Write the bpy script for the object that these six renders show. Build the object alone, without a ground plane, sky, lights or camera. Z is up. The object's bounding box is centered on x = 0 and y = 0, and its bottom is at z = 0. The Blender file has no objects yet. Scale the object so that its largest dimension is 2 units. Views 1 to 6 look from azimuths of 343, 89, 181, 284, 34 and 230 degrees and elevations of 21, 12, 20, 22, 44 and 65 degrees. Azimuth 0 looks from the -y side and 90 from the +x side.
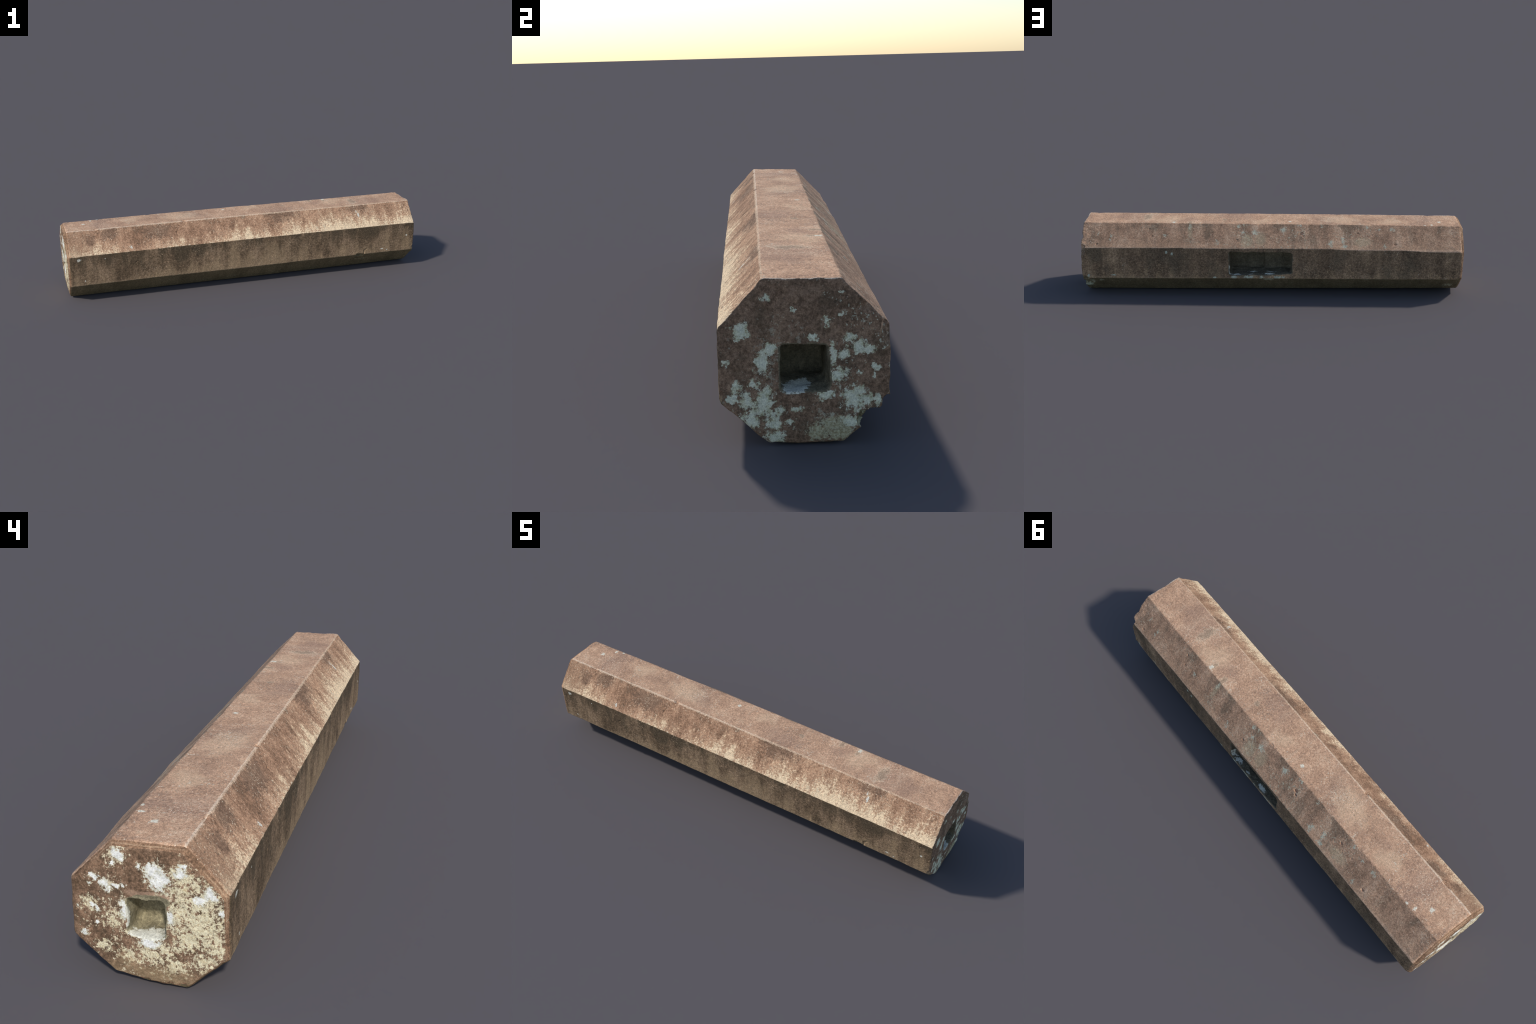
import bpy, math
import numpy as np

# =====================================================================
#  Octagonal sandstone beam lying on the ground: a long eight-sided shaft
#  with a square socket in each end, a long mortise in its back face,
#  chipped ends, small pits and crusts of lichen.
# =====================================================================
rng = np.random.default_rng(7)

# ---------------------------------------------------------------- noise
_T = rng.random((32, 32, 32)).astype(np.float32) * 2 - 1
def vnoise(x, y, z, f, off=0.0):
    """smooth value noise in -1..1 at frequency f (cells per metre)"""
    x = x * f + 11.3 + off; y = y * f + 5.7 + off * 1.7; z = z * f + 3.1 - off
    xi = np.floor(x); yi = np.floor(y); zi = np.floor(z)
    fx = x - xi; fy = y - yi; fz = z - zi
    fx = fx * fx * (3 - 2 * fx); fy = fy * fy * (3 - 2 * fy); fz = fz * fz * (3 - 2 * fz)
    a = xi.astype(np.int32) & 31; b = yi.astype(np.int32) & 31; c = zi.astype(np.int32) & 31
    a1 = (a + 1) & 31; b1 = (b + 1) & 31; c1 = (c + 1) & 31
    def L(p, q, t): return p + (q - p) * t
    return L(L(L(_T[a, b, c], _T[a1, b, c], fx), L(_T[a, b1, c], _T[a1, b1, c], fx), fy),
             L(L(_T[a, b, c1], _T[a1, b, c1], fx), L(_T[a, b1, c1], _T[a1, b1, c1], fx), fy), fz)

def fbm(x, y, z, f, n, off=0.0):
    s = 0; amp = 1.0
    for i in range(n):
        s = s + amp * vnoise(x, y, z, f, off + 2.3 * i); amp *= 0.5; f *= 2.07
    return s

# ------------------------------------------------- the eight long arrises
XS = [-0.98, -0.50, 0.0, 0.50, 0.98]
# each arris: y and z along the length (going round, front = -y)
ARRIS = [
    ([-.0915, -.089, -.0875, -.086, -.085], [.3738, .3766, .3775, .3772, .3756]),   # top front
    ([-.1905, -.189, -.1885, -.186, -.185], [.2660, .2695, .2715, .2710, .2695]),   # front upper
    ([-.1905, -.189, -.187, -.185, -.1835], [.1015, .1045, .1040, .1060, .1045]),    # front lower
    ([-.088, -.087, -.086, -.083, -.078], [.0050, .0040, .0035, .0040, .0050]),     # bottom front
    ([.086, .086, .086, .086, .086], [.0235, .0180, .0120, .0070, .0030]),          # bottom back
    ([.189, .188, .187, .187, .186], [.1115, .1080, .1060, .1020, .0985]),          # back lower
    None,                                                                             # back upper
    ([.0845, .0845, .0845, .083, .085], [.3695, .3728, .3735, .3728, .3728]),       # top back
]
BU_X = [-.98, -.80, -.68, -.52, -.373, -.30, 0, .234, .516, .755, .98]
BU_Z = [.2600, .2605, .2670, .2662, .2672, .2720, .2700, .2682, .2690, .2672, .2650]
def arris(i, x):
    if ARRIS[i] is None:
        return (np.interp(x, XS, [.187, .187, .186, .185, .187]).astype(np.float32),
                np.interp(x, BU_X, BU_Z).astype(np.float32))
    return (np.interp(x, XS, ARRIS[i][0]).astype(np.float32),
            np.interp(x, XS, ARRIS[i][1]).astype(np.float32))

def smax(a, b, r):
    h = np.maximum(r - np.abs(a - b), 0) / r
    return np.maximum(a, b) + h * h * r * 0.25

def prism(x, y, z):
    """signed distance to the eight long facets; x may be any shape"""
    d = None
    V = [arris(i, x) for i in range(8)]
    for i in range(8):
        y0, z0 = V[i]; y1, z1 = V[(i + 1) % 8]
        ty, tz = y1 - y0, z1 - z0
        L = np.sqrt(ty * ty + tz * tz)
        ny, nz = -tz / L, ty / L
        ny, nz = -ny, -nz                       # outward
        e = (y - y0) * ny + (z - z0) * nz
        if i == 3: e = e - .0035 * np.clip(1 - (y / .065) ** 2, 0, 1)      # belly of the bed face
        d = e if d is None else smax(d, e, 0.0035)
    return d

def rbox(x, y, z, c, h, r):
    qx = np.abs(x - c[0]) - (h[0] - r); qy = np.abs(y - c[1]) - (h[1] - r); qz = np.abs(z - c[2]) - (h[2] - r)
    o = np.sqrt(np.maximum(qx, 0) ** 2 + np.maximum(qy, 0) ** 2 + np.maximum(qz, 0) ** 2)
    return o + np.minimum(np.maximum(qx, np.maximum(qy, qz)), 0) - r

def ellip(x, y, z, c, r):
    k = np.sqrt(((x - c[0]) / r[0]) ** 2 + ((y - c[1]) / r[1]) ** 2 + ((z - c[2]) / r[2]) ** 2)
    return (k - 1) * min(r)

# broken places: centre, radii (cut away)
CHIPS = [
    ((1.000, .148, .0545), (.060, .034, .0285)),      # big bite under the right end
    ((0.995, .184, .092), (.034, .016, .018)),
    ((1.011, .193, .262), (.038, .027, .046)),      # upper back corner of the right end
    ((1.008, .140, .318), (.018, .030, .026)),
    ((1.004, -.192, .232), (.016, .012, .012)),     # cracks in the front edge, right end
    ((1.002, -.190, .181), (.022, .009, .006)),
    ((1.008, -.135, .318), (.012, .020, .016)),
    ((1.012, -.190, .108), (.030, .016, .022)),
    ((1.012, -.188, .120), (.018, .018, .030)),
    ((0.662, -.181, .099), (.034, .014, .013)),     # chip on the front lower arris
    ((0.690, -.150, .064), (.050, .016, .014)),
    ((0.690, -.187, .121), (.005, .006, .014)),
    ((-.340, -.0915, .3775), (.022, .008, .0055)),  # nicks on the top front arris
    ((-.845, -.0945, .3755), (.030, .008, .0050)),
    ((-.510, .0865, .3745), (.016, .007, .0050)),
    ((.060, .0865, .3745), (.020, .006, .0045)),
    ((-.800, .191, .268), (.030, .008, .0070)),
    ((-.996, .150, .054), (.020, .024, .018)),      # lower back corner of the left end
    ((-.992, .190, .103), (.020, .014, .016)),
    ((-1.000, -.194, .250), (.012, .010, .014)),
    ((-1.004, -.194, .075), (.012, .012, .022)),
]
# small drilled-looking pits: x, side, height, radius   (placed on the facet surface)
PITS = [
    (-.152, 'ub', .334, .0080), (-.163, 'ub', .325, .0070), (-.447, 'ub', .338, .0065), (-.520, 'ub', .330, .0045),
    (.182, 'ub', .306, .0045), (.645, 'ub', .348, .0030), (.627, 'ub', .318, .0040), (-.640, 'ub', .292, .0050),
    (-.630, 'f', .207, .0055), (-.395, 'uf', .331, .0045), (.700, 'f', .135, .0040), (.915, 'ub', .282, .0040),
]
def pit_centre(x, s, v):
    iy = lambda i: float(arris(i, x)[0]); iz = lambda i: float(arris(i, x)[1])
    def on(i, j):
        t = (v - iz(i)) / (iz(j) - iz(i)); return iy(i) + t * (iy(j) - iy(i))
    if s == 'ub': return (x, on(6, 7), v)
    if s == 'uf': return (x, on(1, 0), v)
    if s == 'f':  return (x, on(2, 1), v)
    if s == 'b':  return (x, on(5, 6), v)
    return (x, v, 0.3725)

def sockets(x, y, z, n):
    # right end: square, 12 cm deep, tapering
    t = np.clip((1.0 - x) / .13, 0, 1)
    xs = x - .40 * np.clip(.160 - z, 0, .05)
    a = rbox(xs, (y - .001 + .003 * t) * (1 + .04 * t), (z - .1775 - .004 * t) * (1 + .14 * t), (.960, 0, 0), (.090, .0525, .0530), .013) + .0035 * n
    # left end: shallower, softened top edge, hollowed back
    t = np.clip((x + 1.0) / .07, 0, 1)
    b = rbox(x, (y - .004) * (1 + .16 * t), (z - .184 + .004 * t) * (1 + .16 * t), (-.985, 0, 0), (.067, .0465, .0500), .014) + .0040 * n
    b = np.minimum(b, ellip(x, y, z, (-1.006, -.010, .233), (.015, .042, .015)) + .002 * n)
    # mortise in the back: long slot, deeper to the left as seen
    t = np.clip((.187 - y) / .14, 0, 1)
    zz = (z - .1872) - .0045 * np.clip((.06 - x) / .16, -1, 1) * np.where(z < .19, 1, -.4)
    c = rbox((x - .060) * (1 + .02 * t), y, zz * (1 + .06 * t), (0, .160, 0), (.1645, .070, .0605), .014)
    c1 = rbox(x, y, z, (.130, .125, .184), (.090, .056, .054), .016)
    c = np.minimum(c, c1) + .0045 * n
    return np.minimum(np.minimum(a, b), c), a, b, c

def end_right(y, z):
    return (0.9975 + .0015 * np.clip((.25 - z) / .1, -1, 1) - .012 * np.clip((.055 - z) / .06, 0, 1) ** 2)
def end_left(y, z):
    return (0.9985 - .006 * np.clip((.28 - z) / .20, 0, 1) - .012 * np.clip((.06 - z) / .06, 0, 1) ** 1.5)

def sdf(x, y, z, detail=True):
    d = prism(x, y, z)
    if detail:
        w = 1 + 1.3 * np.clip((np.abs(x) - .90) / .09, 0, 1)
        d = d + .0006 * fbm(x, y, z, 7, 2) * w + .00055 * fbm(x, y, z, 45, 3, 4.0) * w
        ne = .0016 * fbm(x, y, z, 18, 3, 9.0) + .0010 * fbm(x, y, z, 70, 2, 1.0)
        n = fbm(x, y, z, 28, 3, 6.0)
        cn = fbm(x, y, z, 55, 3, 14.0)
    else:
        ne = n = cn = 0
    dr = x - end_right(y, z) + ne
    dl = -x - end_left(y, z) + ne
    d = smax(d, dr, .006)
    # left end: the rim is chamfered all round
    cham = (d + .0040 + (-x - .986) * .66) * .83
    d = smax(smax(d, dl, .003), cham, .002)
    for c, r in CHIPS:
        m = None
        d = np.maximum(d, -(ellip(x, y, z, c, r) + .0035 * cn))
    for c, r in PITC:
        d = np.maximum(d, -(ellip(x, y, z, c, (r * 1.3, r, r)) + .0030 * cn))
    s, *_ = sockets(x, y, z, n)
    d = -smax(-d, s, .0) if False else smax(d, -s, .005)
    return d

PITC = [(pit_centre(px, ps, pv), pr) for px, ps, pv, pr in PITS]

# ------------------------------------------- polygonise (surface nets)
H = 0.0026
LO = np.array([-1.014, -.204, -.012]); N = np.array([int(2.028 / H) + 1, int(.408 / H) + 1, int(.400 / H) + 1])
gx = (LO[0] + H * np.arange(N[0])).astype(np.float32)
gy = (LO[1] + H * np.arange(N[1])).astype(np.float32)
gz = (LO[2] + H * np.arange(N[2])).astype(np.float32)

def coarse(X, Y, Z):
    d = prism(X, Y, Z)
    d = np.maximum(d, np.abs(X) - 1.0)
    s, *_ = sockets(X, Y, Z, 0)
    return np.maximum(d, -s)

field = np.empty(tuple(N), np.float32)
for a in range(0, N[0], 60):
    b = min(a + 60, N[0])
    X = gx[a:b, None, None]; Y = gy[None, :, None]; Z = gz[None, None, :]
    f = coarse(X, Y, Z)
    f = np.broadcast_to(f, (b - a, N[1], N[2])).copy()
    near = np.abs(f) < .014
    if a < 60 or b > N[0] - 60:
        near |= (f < .01) & (np.abs(X) > .93)
    ix, iy, iz = np.nonzero(near)
    f[near] = sdf(gx[a + ix], gy[iy], gz[iz])
    # chips that reach deeper than the band
    field[a:b] = f
for c, r in CHIPS:
    i0 = np.maximum(((np.array(c) - np.array(r) * 1.3 - LO) / H).astype(int), 0)
    i1 = np.minimum(((np.array(c) + np.array(r) * 1.3 - LO) / H).astype(int) + 2, N)
    g = np.meshgrid(gx[i0[0]:i1[0]], gy[i0[1]:i1[1]], gz[i0[2]:i1[2]], indexing='ij')
    field[i0[0]:i1[0], i0[1]:i1[1], i0[2]:i1[2]] = sdf(g[0], g[1], g[2])

neg = field < 0
M = N - 1
def corner(arr, o):
    return arr[o[0]:o[0] + M[0], o[1]:o[1] + M[1], o[2]:o[2] + M[2]]
CO = [(i, j, k) for i in (0, 1) for j in (0, 1) for k in (0, 1)]
cnt = np.zeros(tuple(M), np.int8)
for o in CO: cnt += corner(neg, o)
act = (cnt > 0) & (cnt < 8)
ci, cj, ck = np.nonzero(act)
vid = np.full(tuple(M), -1, np.int32); vid[ci, cj, ck] = np.arange(len(ci))
acc = np.zeros((len(ci), 3)); num = np.zeros(len(ci))
for o in CO:
    for ax in range(3):
        if o[ax]: continue
        q = list(o); q[ax] = 1
        f0 = field[ci + o[0], cj + o[1], ck + o[2]]; f1 = field[ci + q[0], cj + q[1], ck + q[2]]
        m = (f0 < 0) != (f1 < 0)
        t = f0[m] / (f0[m] - f1[m])
        p = np.tile(np.array(o, float), (m.sum(), 1)); p[:, ax] += t
        acc[m] += p; num[m] += 1
P = (np.stack([ci, cj, ck], 1) + acc / num[:, None]) * H + LO

quads = []
for ax in range(3):
    o1, o2 = (ax + 1) % 3, (ax + 2) % 3
    sl0 = [slice(1, M[k]) for k in range(3)]; sl1 = list(sl0)
    sl0[ax] = slice(0, M[ax]); sl1[ax] = slice(1, M[ax] + 1)
    a = neg[tuple(sl0)]; b = neg[tuple(sl1)]
    for flip in (False, True):
        e = np.stack(np.nonzero((a & ~b) if not flip else (~a & b)), 1)
        for k in range(3):
            if k != ax: e[:, k] += 1
        def cell(d1, d2):
            q = e.copy(); q[:, o1] += d1; q[:, o2] += d2
            return vid[q[:, 0], q[:, 1], q[:, 2]]
        c = [cell(-1, -1), cell(0, -1), cell(0, 0), cell(-1, 0)]
        if flip: c = c[::-1]
        quads.append(np.stack(c, 1))
quads = np.concatenate(quads)
quads = quads[(quads >= 0).all(1)]

def grad(p, e):
    g = np.empty_like(p)
    for k in range(3):
        q = p.copy(); q[:, k] += e; u = sdf(q[:, 0], q[:, 1], q[:, 2])
        q[:, k] -= 2 * e; g[:, k] = (u - sdf(q[:, 0], q[:, 1], q[:, 2])) / (2 * e)
    return g
for it in range(2):
    g = grad(P, .0007); v = sdf(P[:, 0], P[:, 1], P[:, 2])
    st = -v[:, None] * g / np.maximum((g * g).sum(1), .25)[:, None]
    ln = np.linalg.norm(st, axis=1, keepdims=True)
    P = P + st * np.minimum(1, .0018 / np.maximum(ln, 1e-9)) * .9

# keep only the biggest connected piece out of stray crumbs (label propagation)
lab = np.arange(len(P))
for it in range(400):
    m = lab[quads].min(1); old = lab.copy()
    for k in range(4): np.minimum.at(lab, quads[:, k], m)
    lab = lab[lab]
    if (lab == old).all(): break
big = np.bincount(lab).argmax()
quads = quads[lab[quads[:, 0]] == big]
used = np.unique(quads); rem = np.full(len(P), -1); rem[used] = np.arange(len(used))
P = P[used]; quads = rem[quads]

# frame: longest side 2 m, centred in x and y, resting on z = 0
lo, hi = P.min(0), P.max(0)
SX = 2.0 / (hi[0] - lo[0])
OFF = np.array([(lo[0] + hi[0]) / 2, (lo[1] + hi[1]) / 2 + .0008, lo[2]])
P0 = P.copy()
P = P - OFF; P[:, 0] *= SX

# vertex normals of the whole surface (area weighted)
d1 = P[quads[:, 2]] - P[quads[:, 0]]; d2 = P[quads[:, 3]] - P[quads[:, 1]]
fn = np.cross(d1, d2)
vn = np.zeros_like(P)
for k in range(4): np.add.at(vn, quads[:, k], fn)
vn /= np.maximum(np.linalg.norm(vn, axis=1, keepdims=True), 1e-12)
fnn = fn / np.maximum(np.linalg.norm(fn, axis=1, keepdims=True), 1e-12)

# ------------------------------------------------------------ regions
fc = P0[quads].mean(1)
x, y, z = fc.T
nn = fbm(x, y, z, 28, 3, 6.0)
_, sa, sb, sc = sockets(x, y, z, nn)
pd = prism(x, y, z)
region = np.zeros(len(fc), int)                                   # shaft
region[(x > .955) & (np.abs(fnn[:, 0]) > .55)] = 1               # right end
region[(x < -.9845) & (pd < -.0012)] = 2                          # left rim
region[(x < -.986) & ((np.abs(fnn[:, 0]) > .86) | (pd < -.012))] = 3   # left end
region[(sa < .0035) & (x > .8) & (pd < -.02)] = 4
region[(sb < .0035) & (x < -.8) & (pd < -.02)] = 5
region[(sc < .0035) & (y > 0) & (np.abs(x) < .3)] = 6
# smooth the borders a little: majority of neighbours
for it in range(2):
    votes = np.zeros((len(P), 7))
    for k in range(4): np.add.at(votes, (quads[:, k], region), 1)
    fv = votes[quads].sum(1); region = fv.argmax(1)

# ------------------------------------------------------------ materials
class G:
    """small helper to write node graphs as expressions"""
    def __init__(s, name):
        s.m = bpy.data.materials.new(name); s.m.use_nodes = True
        s.t = s.m.node_tree; s.t.nodes.clear()
        s.P = s.node('ShaderNodeTexCoord').outputs['Object']
        sep = s.node('ShaderNodeSeparateXYZ'); s.link(s.P, sep.inputs[0])
        s.x, s.y, s.z = sep.outputs
    def node(s, k): return s.t.nodes.new(k)
    def link(s, a, b): s.t.links.new(a, b)
    def put(s, v, inp):
        if isinstance(v, bpy.types.NodeSocket): s.link(v, inp)
        else:
            if isinstance(v, tuple) and len(v) == 3 and inp.type == 'RGBA': v = v + (1,)
            inp.default_value = v
    def math(s, op, a, b=0.0, c=None, clamp=False):
        n = s.node('ShaderNodeMath'); n.operation = op; n.use_clamp = clamp
        s.put(a, n.inputs[0]); s.put(b, n.inputs[1])
        if c is not None: s.put(c, n.inputs[2])
        return n.outputs[0]
    def add(s, a, b): return s.math('ADD', a, b)
    def sub(s, a, b): return s.math('SUBTRACT', a, b)
    def mul(s, a, b): return s.math('MULTIPLY', a, b)
    def lin(s, v, k, o): return s.math('MULTIPLY_ADD', v, k, o)
    def step(s, v, a, b):
        """smooth 0..1 from a to b (b may be below a)"""
        n = s.node('ShaderNodeMapRange'); n.interpolation_type = 'SMOOTHSTEP'
        s.put(v, n.inputs['Value'])
        if isinstance(a, (int, float)) and isinstance(b, (int, float)) and a > b:
            n.inputs['From Min'].default_value = b; n.inputs['From Max'].default_value = a
            n.inputs['To Min'].default_value = 1; n.inputs['To Max'].default_value = 0
        else:
            s.put(a, n.inputs['From Min']); s.put(b, n.inputs['From Max'])
        return n.outputs['Result']
    def scaled(s, v, sc, loc=(0, 0, 0)):
        n = s.node('ShaderNodeMapping'); s.put(v, n.inputs['Vector'])
        n.inputs['Scale'].default_value = sc; n.inputs['Location'].default_value = loc
        return n.outputs[0]
    def noise(s, sc, det=3, rough=.55, vec=None, dist=0.0, off=0.0):
        n = s.node('ShaderNodeTexNoise')
        v = vec if vec is not None else s.P
        if off: v = s.scaled(v, (1, 1, 1), (off, off * .7, -off))
        s.put(v, n.inputs['Vector'])
        n.inputs['Scale'].default_value = sc; n.inputs['Detail'].default_value = det
        n.inputs['Roughness'].default_value = rough; n.inputs['Distortion'].default_value = dist
        s.lastcol = n.outputs['Color']
        return n.outputs['Fac']
    def vor(s, sc, vec=None):
        n = s.node('ShaderNodeTexVoronoi'); s.put(vec if vec is not None else s.P, n.inputs['Vector'])
        n.inputs['Scale'].default_value = sc
        return n.outputs['Distance'], n.outputs['Color']
    def mix(s, f, a, b, mode='MIX'):
        n = s.node('ShaderNodeMix'); n.data_type = 'RGBA'; n.blend_type = mode
        s.put(f, n.inputs[0]); s.put(a, n.inputs[6]); s.put(b, n.inputs[7])
        return n.outputs[2]
    def ramp(s, f, stops):
        n = s.node('ShaderNodeValToRGB'); s.put(f, n.inputs[0])
        e = n.color_ramp.elements
        while len(e) < len(stops): e.new(.5)
        for k, (p, c) in zip(e, stops): k.position = p; k.color = tuple(c) + (1,)
        return n.outputs[0]
    def warp(s, sc, amp, det=3):
        """position pushed about by noise: ragged, lobed outlines"""
        n = s.node('ShaderNodeTexNoise'); s.put(s.P, n.inputs['Vector'])
        n.inputs['Scale'].default_value = sc; n.inputs['Detail'].default_value = det
        n.inputs['Roughness'].default_value = .62
        a = s.node('ShaderNodeVectorMath'); a.operation = 'SUBTRACT'; s.put(n.outputs['Color'], a.inputs[0]); a.inputs[1].default_value = (.5, .5, .5)
        b = s.node('ShaderNodeVectorMath'); b.operation = 'MULTIPLY_ADD'; s.put(a.outputs[0], b.inputs[0])
        b.inputs[1].default_value = (amp, amp, amp); s.put(s.P, b.inputs[2])
        return b.outputs[0]
    def blobs(s, vec, items):
        """smallest normalised distance to a set of ellipsoids (cx,cy,cz, rx,ry,rz)"""
        out = None
        for cx, cy, cz, rx, ry, rz in items:
            n = s.node('ShaderNodeMapping'); n.vector_type = 'POINT'; s.put(vec, n.inputs['Vector'])
            k = (1 / rx, 1 / ry, 1 / rz)
            n.inputs['Scale'].default_value = k
            n.inputs['Location'].default_value = (-cx * k[0], -cy * k[1], -cz * k[2])
            l = s.node('ShaderNodeVectorMath'); l.operation = 'LENGTH'; s.link(n.outputs[0], l.inputs[0])
            v = l.outputs['Value']
            out = v if out is None else s.math('MINIMUM', out, v)
        return out
    def finish(s, col, height, strength=.35, dist=.004, rough=.93):
        p = s.node('ShaderNodeBsdfPrincipled'); o = s.node('ShaderNodeOutputMaterial')
        s.put(col, p.inputs['Base Color']); p.inputs['Roughness'].default_value = rough
        p.inputs['Specular IOR Level'].default_value = .18
        b = s.node('ShaderNodeBump'); b.inputs['Strength'].default_value = strength; b.inputs['Distance'].default_value = dist
        s.put(height, b.inputs['Height']); s.link(b.outputs[0], p.inputs['Normal'])
        s.link(p.outputs[0], o.inputs[0])
        return s.m

BIG = 100.0
STREAK = (1.0, .16, .16)          # runs and drips: fine along x, long down the facets

def mottle(g, wb=.45, wf=.5, ws=.3, sb=9):
    """overall light/dark mottling of the sandstone around 0.5"""
    blotch = g.noise(sb, 6, .66)
    st = g.noise(22, 5, .66, vec=g.scaled(g.P, STREAK))
    fine = g.noise(120, 4, .80)
    v = g.lin(g.sub(blotch, .5), wb * 2.6, .5)
    v = g.add(v, g.mul(g.sub(st, .5), ws * 2.2))
    v = g.add(v, g.mul(g.sub(fine, .5), wf * 3.6))
    return v, st, fine, blotch

def grain(g, col, amt=.5):
    """salt-and-pepper sand grain"""
    n = g.noise(300, 2, .8); m = g.noise(105, 3, .8, off=17)
    k = g.add(g.lin(g.sub(n, .5), amt * 4.0, 1.0), g.mul(g.sub(m, .5), amt * 2.6))
    k = g.math('MAXIMUM', k, .35)
    c = g.node('ShaderNodeVectorMath'); c.operation = 'SCALE'
    g.put(col, c.inputs[0]); g.put(k, c.inputs['Scale'])
    return c.outputs[0]

def flecks(g, col, scale, lo, hi, colour, off=3.0, amt=.85, region=None):
    """small pale lichen flecks: thresholded noise, gathered in patches"""
    a = g.noise(scale, 3, .70, off=off); b = g.noise(scale * .09, 3, .6, off=off + 5)
    m = g.step(g.add(a, g.mul(g.sub(b, .5), .7)), lo, hi)
    if region is not None: m = g.mul(m, region)
    return g.mix(g.mul(m, amt), col, colour)

def specks(g, col, pale, amt=.8):
    """crisp pale crystals and dark pores, one to three millimetres across"""
    n = g.noise(210, 2, .6, off=31); c = g.noise(9, 3, .6, off=33)
    k = g.add(n, g.mul(g.sub(c, .5), .30))
    col = g.mix(g.mul(g.step(k, .645, .70), amt), col, pale)
    p = g.add(g.noise(170, 2, .6, off=41), g.mul(g.sub(c, .5), -.25))
    return g.mix(g.mul(g.step(p, .345, .29), .7), col, tuple(q * .22 for q in pale))

def ragged(g, d, big=2.6, small=2.2):
    """break up a blob distance so that its outline is lobed and crumbly"""
    d = g.add(d, g.mul(g.sub(g.noise(48, 5, .72, off=21), .5), big))
    return g.add(d, g.mul(g.sub(g.noise(190, 4, .75, off=2), .5), small))

LICHEN = (.70, .68, .52)
LICHEN_GREY = (.58, .60, .47)
CREAM = (.86, .58, .30)

def mat_top():
    g = G('sandstone_top'); v, st, fine, bl = mottle(g, .50, .46, .14)
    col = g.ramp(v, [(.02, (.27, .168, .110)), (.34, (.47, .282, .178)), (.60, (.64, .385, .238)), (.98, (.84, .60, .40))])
    # dusky grey-violet clouds and pale dusty ones
    cl = g.add(g.noise(6, 5, .68, off=2.0), g.mul(g.sub(fine, .5), .5))
    col = g.mix(g.mul(g.step(cl, .52, .66), .34), col, (.34, .215, .155))
    dusk = g.blobs(g.warp(14, .16, 4), [(-.79, -.01, .373, .085, .10, BIG), (.74, -.02, .373, .085, .10, BIG), (.20, -.05, .373, .10, .06, BIG), (.45, .02, .373, .05, .05, BIG)])
    col = g.mix(g.mul(g.step(g.add(dusk, g.mul(g.sub(fine, .5), 2.0)), 1.25, .45), .30), col, (.34, .215, .160))
    pale = g.blobs(g.warp(14, .16, 4), [(-.63, .02, .373, .06, .05, BIG), (-.36, .0, .373, .10, .06, BIG), (.05, .04, .373, .06, .04, BIG), (.55, .02, .373, .08, .06, BIG)])
    col = g.mix(g.mul(g.step(g.add(pale, g.mul(g.sub(fine, .5), 2.6)), 1.25, .35), .50), col, (.80, .55, .35))
    cross = g.noise(40, 3, .6, vec=g.scaled(g.P, (1, .10, .3)), off=8)
    col = g.mix(g.mul(g.step(cross, .57, .72), .40), col, (.70, .50, .34))
    col = flecks(g, col, 120, .66, .74, (.74, .62, .46), 3.0, .8)
    w = g.warp(55, .022)
    grey = g.blobs(w, [(.668, -.012, .373, .018, .040, BIG), (.517, .055, .373, .010, .018, BIG), (.435, .070, .373, .010, .020, BIG), (.256, .020, .373, .010, .010, BIG)])
    grey = ragged(g, grey, 2.0, 2.0)
    ring = g.mul(g.step(grey, 1.5, 1.15), g.step(grey, .8, 1.05))
    col = g.mix(g.mul(ring, .40), col, (.70, .54, .37))
    col = g.mix(g.mul(g.step(grey, 1.1, .7), .6), col, (.36, .27, .18))
    wh = ragged(g, g.blobs(g.warp(120, .010), [(-.881, .021, .37, .009, .011, BIG), (-.835, .070, .37, .006, .012, BIG), (-.80, .080, .37, .006, .006, BIG), (.52, .07, .37, .008, .012, BIG), (-.094, .045, .37, .009, .008, BIG)]), 2.0, 2.0)
    col = g.mix(g.step(wh, 1.1, .8), col, (.80, .72, .56))
    col = g.mix(g.mul(g.step(g.add(g.x, g.mul(g.sub(fine, .5), .010)), .988, .993), .7), col, (.84, .72, .56))
    # thin pale line along the top arris
    ay = g.math('ABSOLUTE', g.y)
    col = g.mix(g.mul(g.step(g.add(ay, g.mul(g.sub(fine, .5), .012)), .0836, .0866), .75), col, (.84, .64, .46))
    col = specks(g, col, (.86, .70, .52))
    col = grain(g, col, .42)
    return g.finish(col, g.add(fine, g.mul(st, .6)), .30)

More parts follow.
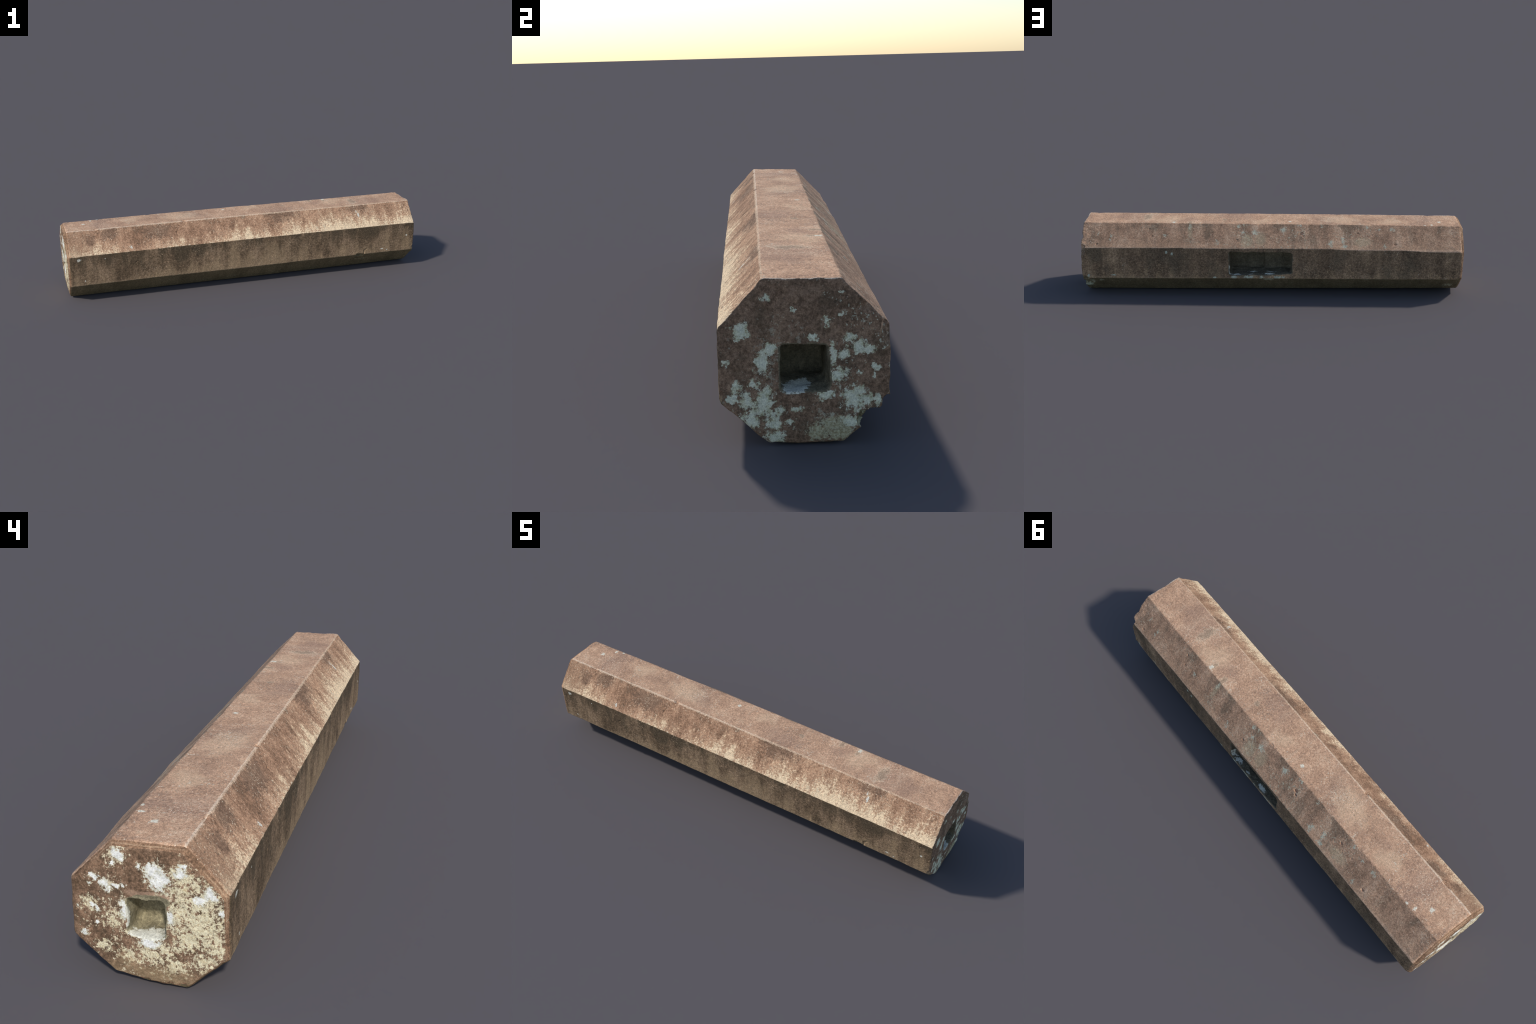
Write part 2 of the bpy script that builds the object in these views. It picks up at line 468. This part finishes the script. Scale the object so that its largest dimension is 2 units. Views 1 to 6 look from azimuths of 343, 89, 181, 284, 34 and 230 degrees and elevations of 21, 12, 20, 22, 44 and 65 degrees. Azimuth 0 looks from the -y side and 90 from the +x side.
def mat_upper_front():
    g = G('sandstone_upper_front'); v, st, fine, bl = mottle(g, .62, .45, .24)
    t = g.math('DIVIDE', g.sub(g.z, .270), .104)
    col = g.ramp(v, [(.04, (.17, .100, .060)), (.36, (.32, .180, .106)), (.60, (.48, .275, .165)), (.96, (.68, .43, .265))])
    # black-brown runs from the upper edge
    drip = g.noise(12, 5, .68, vec=g.scaled(g.P, (1, .45, .45)), off=4)
    dm = g.step(g.add(g.mul(t, .55), g.add(g.mul(g.sub(drip, .5), 2.2), g.mul(g.sub(fine, .5), .8))), .54, .86)
    col = g.mix(g.mul(dm, .70), col, (.125, .078, .050))
    dark = g.blobs(g.warp(16, .10, 4), [(.22, -.10, .362, .11, BIG, .030), (-.76, -.10, .358, .06, BIG, .028), (-.50, -.11, .340, .10, BIG, .035), (.66, -.10, .358, .07, BIG, .025), (-.87, -.13, .320, .03, BIG, .05)])
    col = g.mix(g.mul(g.step(g.add(dark, g.mul(g.sub(fine, .5), 2.0)), 1.2, .5), .60), col, (.15, .096, .065))
    # pale mineral crust climbing in teeth from the lower arris
    teeth = g.noise(26, 5, .72, vec=g.scaled(g.P, (1, .34, .34)), off=6)
    long = g.noise(4.5, 2, .5, vec=g.scaled(g.P, (1, 0, 0)), off=1)
    lvl = g.add(g.lin(g.step(g.x, -1.0, .6), .60, .42), g.mul(g.sub(long, .5), 2.2))
    h = g.add(g.lin(lvl, .58, .02), g.mul(g.sub(teeth, .5), 2.0))
    e = g.sub(h, t)
    col = g.mix(g.mul(g.step(g.add(e, g.mul(g.sub(fine, .5), .9)), -.16, .24), .60), col, (.66, .405, .245))
    fl = g.add(e, g.mul(g.sub(fine, .5), 2.4))
    col = g.mix(g.mul(g.step(fl, .24, .52), .90), col, (.95, .72, .46))
    # bare left end
    col = g.mix(g.mul(g.step(g.x, -.84, -.93), .5), col, (.38, .225, .135))
    col = flecks(g, col, 130, .70, .77, (.80, .68, .48), 3.0, .8)
    wh = ragged(g, g.blobs(g.warp(120, .010), [(.665, -.12, .33, .006, BIG, .009), (-.655, -.17, .285, .006, BIG, .006), (.655, -.12, .345, .004, BIG, .006)]), 2.0, 2.0)
    col = g.mix(g.step(wh, 1.1, .8), col, (.80, .74, .62))
    col = g.mix(g.mul(g.step(g.add(t, g.mul(g.sub(fine, .5), .15)), .972, 1.0), .7), col, (.78, .56, .38))
    col = specks(g, col, (.84, .68, .48))
    col = grain(g, col, .48)
    return g.finish(col, g.add(fine, g.mul(st, .6)), .35)

def side(name, lo_z, hi_z, front):
    g = G(name); v, st, fine, bl = mottle(g, .55, .50, .45, 8)
    t = g.math('DIVIDE', g.sub(g.z, lo_z), hi_z - lo_z)
    if front:
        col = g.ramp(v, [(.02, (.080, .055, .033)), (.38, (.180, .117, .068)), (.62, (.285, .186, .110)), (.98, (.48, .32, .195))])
        runs = g.noise(16, 4, .6, vec=g.scaled(g.P, STREAK), off=12)
        big = g.noise(4, 3, .5, vec=g.scaled(g.P, (1, 0, .8)), off=5)
        e = g.add(g.sub(.34, t), g.add(g.mul(g.sub(runs, .5), 2.3), g.mul(g.sub(big, .5), 2.6)))
        e = g.add(e, g.mul(g.step(g.math('ABSOLUTE', g.add(g.x, .02)), .80, .2), .25))
        col = g.mix(g.mul(g.step(e, -.02, .50), .62), col, (.45, .305, .175))
        col = g.mix(g.mul(g.step(e, -.08, -.65), .78), col, (.098, .071, .043))
        col = flecks(g, col, 140, .70, .78, (.60, .42, .26), 3.0, .8)
        wh = ragged(g, g.blobs(g.warp(120, .010), [(-.938, -.19, .247, .010, BIG, .008), (-.80, -.19, .243, .004, BIG, .003), (.952, -.185, .197, .005, BIG, .005), (.80, -.185, .128, .007, BIG, .004), (-.91, -.19, .128, .003, BIG, .005), (.83, -.185, .121, .005, BIG, .004)]), 2.0, 2.0)
        col = g.mix(g.step(wh, 1.1, .8), col, (.78, .72, .58))
    else:
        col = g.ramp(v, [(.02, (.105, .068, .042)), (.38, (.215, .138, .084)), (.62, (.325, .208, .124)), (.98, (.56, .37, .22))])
        runs = g.noise(26, 4, .65, vec=g.scaled(g.P, (1, .3, .3)), off=12)
        e = g.add(g.sub(.30, t), g.mul(g.sub(runs, .5), 2.2))
        col = g.mix(g.mul(g.step(g.add(e, g.mul(g.sub(fine, .5), 2.0)), .05, .55), .60), col, (.50, .325, .18))
        dk = g.noise(6, 4, .6, vec=g.scaled(g.P, (1, .5, .5)), off=9)
        col = g.mix(g.mul(g.step(dk, .50, .66), .60), col, (.13, .10, .065))
        col = flecks(g, col, 150, .68, .76, (.50, .42, .31), 3.0, .8)
        wh = g.blobs(g.warp(95, .014), [(.30, .187, .106, .010, BIG, .007), (.20, .187, .111, .016, BIG, .007), (.12, .187, .113, .026, BIG, .009), (.055, .187, .113, .012, BIG, .008), (-.03, .187, .113, .016, BIG, .008),
                                        (-.06, .187, .114, .007, BIG, .005), (.965, .187, .104, .006, BIG, .016), (.55, .187, .245, .006, BIG, .008), (.52, .187, .238, .006, BIG, .010), (.83, .187, .118, .012, BIG, .003)])
        col = g.mix(g.mul(g.step(ragged(g, wh), 1.1, .75), .9), col, LICHEN_GREY)
    # thin pale line where the lower arris is worn
    col = g.mix(g.mul(g.step(g.add(t, g.mul(g.sub(fine, .5), .12)), .05, .0), .35), col, (.48, .33, .20))
    col = specks(g, col, (.52, .38, .25), .7)
    col = grain(g, col, .50)
    return g.finish(col, g.add(fine, g.mul(st, .6)), .40)

def mat_upper_back():
    g = G('sandstone_upper_back'); v, st, fine, bl = mottle(g, .55, .42, .42)
    t = g.math('DIVIDE', g.sub(g.z, .268), .103)
    col = g.ramp(v, [(.04, (.24, .145, .090)), (.36, (.42, .246, .152)), (.60, (.58, .342, .212)), (.96, (.74, .50, .33))])
    drip = g.noise(15, 4, .62, vec=g.scaled(g.P, STREAK), off=4)
    cloud = g.noise(7, 4, .6, off=7)
    dm = g.step(g.add(g.mul(t, .30), g.add(g.mul(g.sub(drip, .5), 1.5), g.mul(g.sub(cloud, .5), 1.4))), .20, .55)
    col = g.mix(g.mul(dm, .66), col, (.215, .148, .097))
    pink = g.step(g.add(t, g.mul(g.sub(drip, .5), .8)), .40, .05)
    col = g.mix(g.mul(pink, .40), col, (.64, .39, .24))
    # grey-green lichen, mostly in the middle of the length
    band = g.mul(g.step(g.x, -.80, -.35), g.step(g.x, .75, .25))
    col = flecks(g, col, 110, .60, .72, (.60, .56, .40), 3.0, .65, g.lin(band, .8, .2))
    w = g.warp(80, .026)
    wh = g.blobs(w, [(.841, .138, .316, .008, BIG, .010), (.844, .154, .300, .010, BIG, .008), (.911, .124, .33, .006, BIG, .012), (.56, .13, .318, .010, BIG, .008), (.283, .159, .294, .012, BIG, .012),
                     (.433, .097, .358, .009, BIG, .016), (.088, .118, .336, .022, BIG, .014), (.15, .12, .338, .012, BIG, .010), (-.059, .107, .347, .018, BIG, .014), (-.143, .088, .367, .024, BIG, .006), (-.308, .154, .296, .016, BIG, .018), (-.368, .15, .305, .013, BIG, .018), (-.375, .17, .281, .018, BIG, .007),
                     (-.495, .094, .361, .008, BIG, .008), (-.624, .10, .354, .016, BIG, .010), (-.558, .10, .353, .008, BIG, .007), (-.585, .17, .283, .007, BIG, .012), (-.26, .09, .365, .010, BIG, .006), (.175, .1, .362, .010, BIG, .008)])
    k = ragged(g, g.add(wh, .25), 3.2, 4.0)
    col = g.mix(g.mul(g.step(k, 1.05, .60), .80), col, (.62, .62, .47))
    soft = g.blobs(w, [(.13, .15, .302, .035, BIG, .030), (.43, .11, .340, .012, BIG, .030), (.06, .15, .310, .03, BIG, .03), (-.47, .15, .30, .05, BIG, .02)])
    col = g.mix(g.mul(g.step(soft, 1.3, .5), .5), col, (.62, .48, .30))
    col = g.mix(g.mul(g.step(g.add(t, g.mul(g.sub(fine, .5), .15)), .045, .0), .6), col, (.72, .46, .30))
    col = specks(g, col, (.84, .68, .48))
    col = grain(g, col, .48)
    return g.finish(col, g.add(fine, g.mul(st, .6)), .38)

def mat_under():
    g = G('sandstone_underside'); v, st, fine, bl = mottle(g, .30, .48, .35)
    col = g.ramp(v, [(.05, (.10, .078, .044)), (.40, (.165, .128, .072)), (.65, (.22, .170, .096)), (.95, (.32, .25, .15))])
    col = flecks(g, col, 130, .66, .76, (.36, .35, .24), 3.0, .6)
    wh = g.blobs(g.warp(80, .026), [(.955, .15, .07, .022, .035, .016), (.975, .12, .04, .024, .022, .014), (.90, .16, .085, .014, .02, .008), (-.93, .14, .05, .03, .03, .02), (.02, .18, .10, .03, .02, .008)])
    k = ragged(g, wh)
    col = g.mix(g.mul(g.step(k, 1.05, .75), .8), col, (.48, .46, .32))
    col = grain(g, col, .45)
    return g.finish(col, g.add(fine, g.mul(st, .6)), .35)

# lichen rosettes on the end faces: y, z, radius across, radius up
ROSETTES_RIGHT = [(-.078, .336, .009, .009), (-.021, .307, .005, .006), (-.133, .262, .016, .020), (.050, .278, .012, .011), (.024, .246, .008, .008), (-.069, .223, .015, .011), (-.089, .192, .017, .028),
    (-.107, .144, .012, .011), (-.143, .136, .013, .013), (-.155, .110, .014, .012), (-.125, .104, .019, .019), (-.087, .101, .022, .033), (-.118, .061, .019, .027), (-.066, .054, .018, .024), (-.030, .054, .012, .008),
    (-.065, .020, .021, .016), (-.017, .085, .012, .006), (.098, .241, .013, .011), (.117, .223, .019, .016), (.138, .216, .017, .010), (.083, .207, .012, .009), (.063, .207, .008, .031), (.074, .160, .022, .017),
    (.157, .175, .008, .007), (.122, .161, .005, .006), (.110, .107, .028, .030), (.138, .102, .015, .014), (.159, .104, .008, .011), (.048, .116, .020, .013), (.099, .053, .017, .016),
    (.082, .342, .004, .004), (.080, .294, .006, .007), (-.053, .081, .011, .016), (-.167, .193, .008, .007), (.151, .156, .004, .006)]
CRUST_RIGHT = [(.064, .048, .037, .023), (.030, .028, .028, .019), (.077, .022, .033, .017)]
ROSETTES_LEFT = [(.064, .340, .013, .013), (.079, .317, .010, .006), (.018, .317, .005, .007), (.125, .276, .009, .007), (.137, .258, .006, .005), (.097, .260, .013, .013), (.073, .262, .007, .004), (-.017, .310, .019, .017),
    (-.030, .289, .026, .022), (-.085, .331, .008, .007), (-.148, .267, .012, .014), (-.125, .252, .014, .010), (.054, .197, .010, .023), (-.174, .225, .007, .008), (-.187, .189, .005, .008), (.156, .128, .008, .007),
    (.169, .192, .003, .004), (.124, .159, .003, .004), (-.001, .121, .022, .012), (-.055, .194, .008, .018), (.054, .265, .006, .004), (.134, .201, .009, .006), (.121, .194, .006, .006), (-.080, .312, .014, .012)]
CRUST_LEFT = [(-.076, .312, .016, .014), (-.094, .298, .021, .026), (-.114, .280, .016, .022), (-.086, .270, .024, .014), (-.122, .193, .059, .077), (-.082, .216, .035, .041), (-.108, .150, .050, .040), (-.158, .140, .019, .036),
    (-.003, .086, .028, .031), (-.063, .066, .033, .022), (-.039, .108, .033, .021), (-.137, .090, .027, .024), (.050, .080, .023, .016), (.080, .169, .022, .018), (.042, .145, .020, .016), (.140, .204, .018, .014), (.110, .096, .018, .014)]
def plane(items): return [(0, cy, cz, BIG, ry, rz) for cy, cz, ry, rz in items]

def mat_end(left):
    g = G('end_stone_sunny' if left else 'end_stone_shady'); v, st, fine, bl = mottle(g, .42, .55, .05, 14)
    col = g.ramp(v, [(.02, (.075, .050, .032)) if left else (.02, (.095, .064, .042)), (.38, (.172, .105, .064)) if left else (.38, (.215, .132, .084)), (.62, (.285, .172, .108)) if left else (.62, (.33, .205, .132)), (.98, (.50, .33, .21))])
    dk = g.noise(11, 4, .6, off=9)
    col = g.mix(g.mul(g.step(dk, .50, .64), .55), col, (.115, .080, .050))
    # tan sand showing between the dark crust
    col = g.mix(g.mul(g.step(g.add(g.noise(85, 4, .75, off=13), g.mul(g.sub(bl, .5), .5)), .54, .64), .55), col, (.42, .25, .15) if left else (.36, .225, .15))
    w = g.warp(60, .034, 5)
    f1 = g.noise(170, 4, .75, off=2)
    if left:
        # cream crust, broken up by the stone showing through
        c = g.add(g.blobs(w, plane(CRUST_LEFT)), g.mul(g.sub(g.noise(95, 5, .80, off=4), .5), 9.0))
        c = g.add(c, g.mul(g.sub(g.noise(30, 4, .7, off=14), .5), 2.0))
        col = g.mix(g.mul(g.step(c, 1.04, .60), .92), col, g.mix(g.step(f1, .32, .60), (.66, .52, .30), (.95, .86, .60)))
        # tan wash along the bottom
        wash = g.step(g.add(g.z, g.mul(g.sub(g.noise(20, 5, .7, off=1), .5), .14)), .085, .020)
        col = g.mix(g.mul(wash, .55), col, (.46, .33, .185))
        # rubbed pinkish lintel over the socket
        lin = g.blobs(g.warp(30, .02), plane([(-.005, .247, .060, .011)]))
        col = g.mix(g.mul(g.step(lin, 1.2, .7), .65), col, (.52, .34, .23))
        col = flecks(g, col, 130, .62, .70, (.82, .70, .48), 3.0, .85)
        halo = ragged(g, g.blobs(w, plane(ROSETTES_LEFT)), 3.0, 4.5)
        col = g.mix(g.mul(g.step(halo, 1.30, 1.05), .80), col, (.90, .82, .58))
        r = ragged(g, g.blobs(w, plane(ROSETTES_LEFT)), 2.6, 2.2)
        r = g.sub(r, .08)
        white = (.98, .96, .90)
    else:
        c = g.add(g.blobs(w, plane(CRUST_RIGHT)), g.mul(g.sub(g.noise(95, 5, .78, off=4), .5), 3.6))
        col = g.mix(g.mul(g.step(c, 1.15, .65), .85), col, g.mix(g.step(f1, .35, .65), (.42, .34, .19), (.74, .69, .46)))
        side_m = g.step(g.y, .02, .09)
        col = flecks(g, col, 115, .62, .70, (.68, .64, .48), 3.0, .85, g.lin(side_m, .60, .38))
        r = ragged(g, g.blobs(w, plane(ROSETTES_RIGHT)), 2.6, 2.4)
        white = (.86, .83, .64)
    edge = g.mix(g.step(g.noise(80, 4, .7, off=6), .38, .62), white, (white[0] * .74, white[1] * .72, white[2] * .58))
    col = g.mix(g.mul(g.step(r, 1.14, .74), .95), col, g.mix(g.step(r, .15, .9), white, edge))
    col = grain(g, col, .30)
    hgt = g.add(g.mul(fine, .8), g.mul(g.step(r, 1.1, .82), .5))
    return g.finish(col, hgt, .40)

def mat_rim():
    g = G('rim_stone'); v, st, fine, bl = mottle(g, .40, .50, .1, 16)
    col = g.ramp(v, [(.05, (.11, .066, .040)), (.40, (.24, .138, .080)), (.65, (.37, .215, .125)), (.95, (.56, .37, .23))])
    line = g.step(g.math('ABSOLUTE', g.add(g.x, .9905)), .0022, .0008)
    col = g.mix(g.mul(g.mul(line, g.step(bl, .40, .58)), .55), col, (.58, .39, .24))
    col = flecks(g, col, 110, .66, .74, (.74, .64, .45), 3.0, .85, g.step(g.z, .30, .18))
    col = grain(g, col, .40)
    return g.finish(col, fine, .40)

def mat_hollow(name, patches, tone=(.30, .265, .165)):
    g = G(name); v, st, fine, bl = mottle(g, .45, .45, .2, 20)
    k = lambda q: tuple(c * q for c in tone)
    col = g.ramp(v, [(.05, k(.45)), (.40, k(.80)), (.65, k(1.1)), (.95, k(1.65))])
    r = g.add(g.blobs(g.warp(70, .024, 4), patches), g.mul(g.sub(g.noise(90, 4, .75, off=2), .5), 2.4))
    col = g.mix(g.mul(g.step(r, 1.10, .80), .95), col, (.82, .79, .66))
    col = grain(g, col, .30)
    return g.finish(col, g.add(fine, bl), .5, .006)

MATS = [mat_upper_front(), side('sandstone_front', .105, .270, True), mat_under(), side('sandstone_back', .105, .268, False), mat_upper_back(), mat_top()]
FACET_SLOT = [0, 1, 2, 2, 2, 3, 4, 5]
mat_right, mat_left, mat_rimm = mat_end(False), mat_end(True), mat_rim()
mat_socket_right = mat_hollow('socket_stone_shady', [(.975, -.022, .122, .034, .030, .012), (.955, -.005, .125, .030, .024, .010)], (.24, .195, .125))  # base tone carries some of the socket's occlusion, darker than the stone
mat_socket_left = mat_hollow('socket_stone_sunny', [(-.985, .005, .130, .024, .060, .016), (-.965, -.012, .130, .020, .034, .012), (-.995, .05, .18, .012, .010, .03)], (.36, .31, .195))
mat_mortise = mat_hollow('mortise_stone', [(.190, .172, .127, .034, .012, .010), (.112, .178, .127, .014, .006, .010), (.012, .174, .130, .028, .009, .010), (.222, .175, .15, .006, .014, .03), (.10, .14, .128, .03, .006, .006), (.0, .145, .132, .03, .005, .006)], (.185, .150, .100))

root = bpy.data.objects.new('octagonal_stone_beam', None)
root['label'] = 'weathered octagonal sandstone beam with socketed ends and lichen'
root['category'] = 'stone beam'
bpy.context.scene.collection.objects.link(root)

def facet_of(q):
    """index of the facet a point belongs to"""
    x, y, z = q.T; V = [arris(i, x) for i in range(8)]; E = []
    for i in range(8):
        y0, z0 = V[i]; y1, z1 = V[(i + 1) % 8]; ty, tz = y1 - y0, z1 - z0
        E.append(((y - y0) * tz - (z - z0) * ty) / np.sqrt(ty * ty + tz * tz))
    return np.argmax(np.array(E), 0)

def part(name, mask, mat):
    f = quads[mask]
    u, inv = np.unique(f, return_inverse=True)
    me = bpy.data.meshes.new(name)
    me.vertices.add(len(u)); me.vertices.foreach_set('co', P[u].astype(np.float32).ravel())
    me.loops.add(f.size); me.polygons.add(len(f))
    me.loops.foreach_set('vertex_index', inv.astype(np.int32).ravel())
    me.polygons.foreach_set('loop_start', (np.arange(len(f)) * 4).astype(np.int32))
    me.update(calc_edges=True); me.validate()
    me.polygons.foreach_set('use_smooth', np.ones(len(f), bool))
    if isinstance(mat, list):
        for m in mat: me.materials.append(m)
        me.polygons.foreach_set('material_index', np.array(FACET_SLOT, np.int32)[facet_of(fc[mask])])
    else:
        me.materials.append(mat)
    me.normals_split_custom_set_from_vertices([tuple(n) for n in vn[u]])
    ob = bpy.data.objects.new(name, me); ob.parent = root
    bpy.context.scene.collection.objects.link(ob)
    return ob

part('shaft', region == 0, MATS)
part('end_face', region == 1, mat_right)
part('end_face.001', region == 3, mat_left)
part('end_chamfer', region == 2, mat_rimm)
part('end_socket', region == 4, mat_socket_right)
part('end_socket.001', region == 5, mat_socket_left)
part('side_mortise', region == 6, mat_mortise)
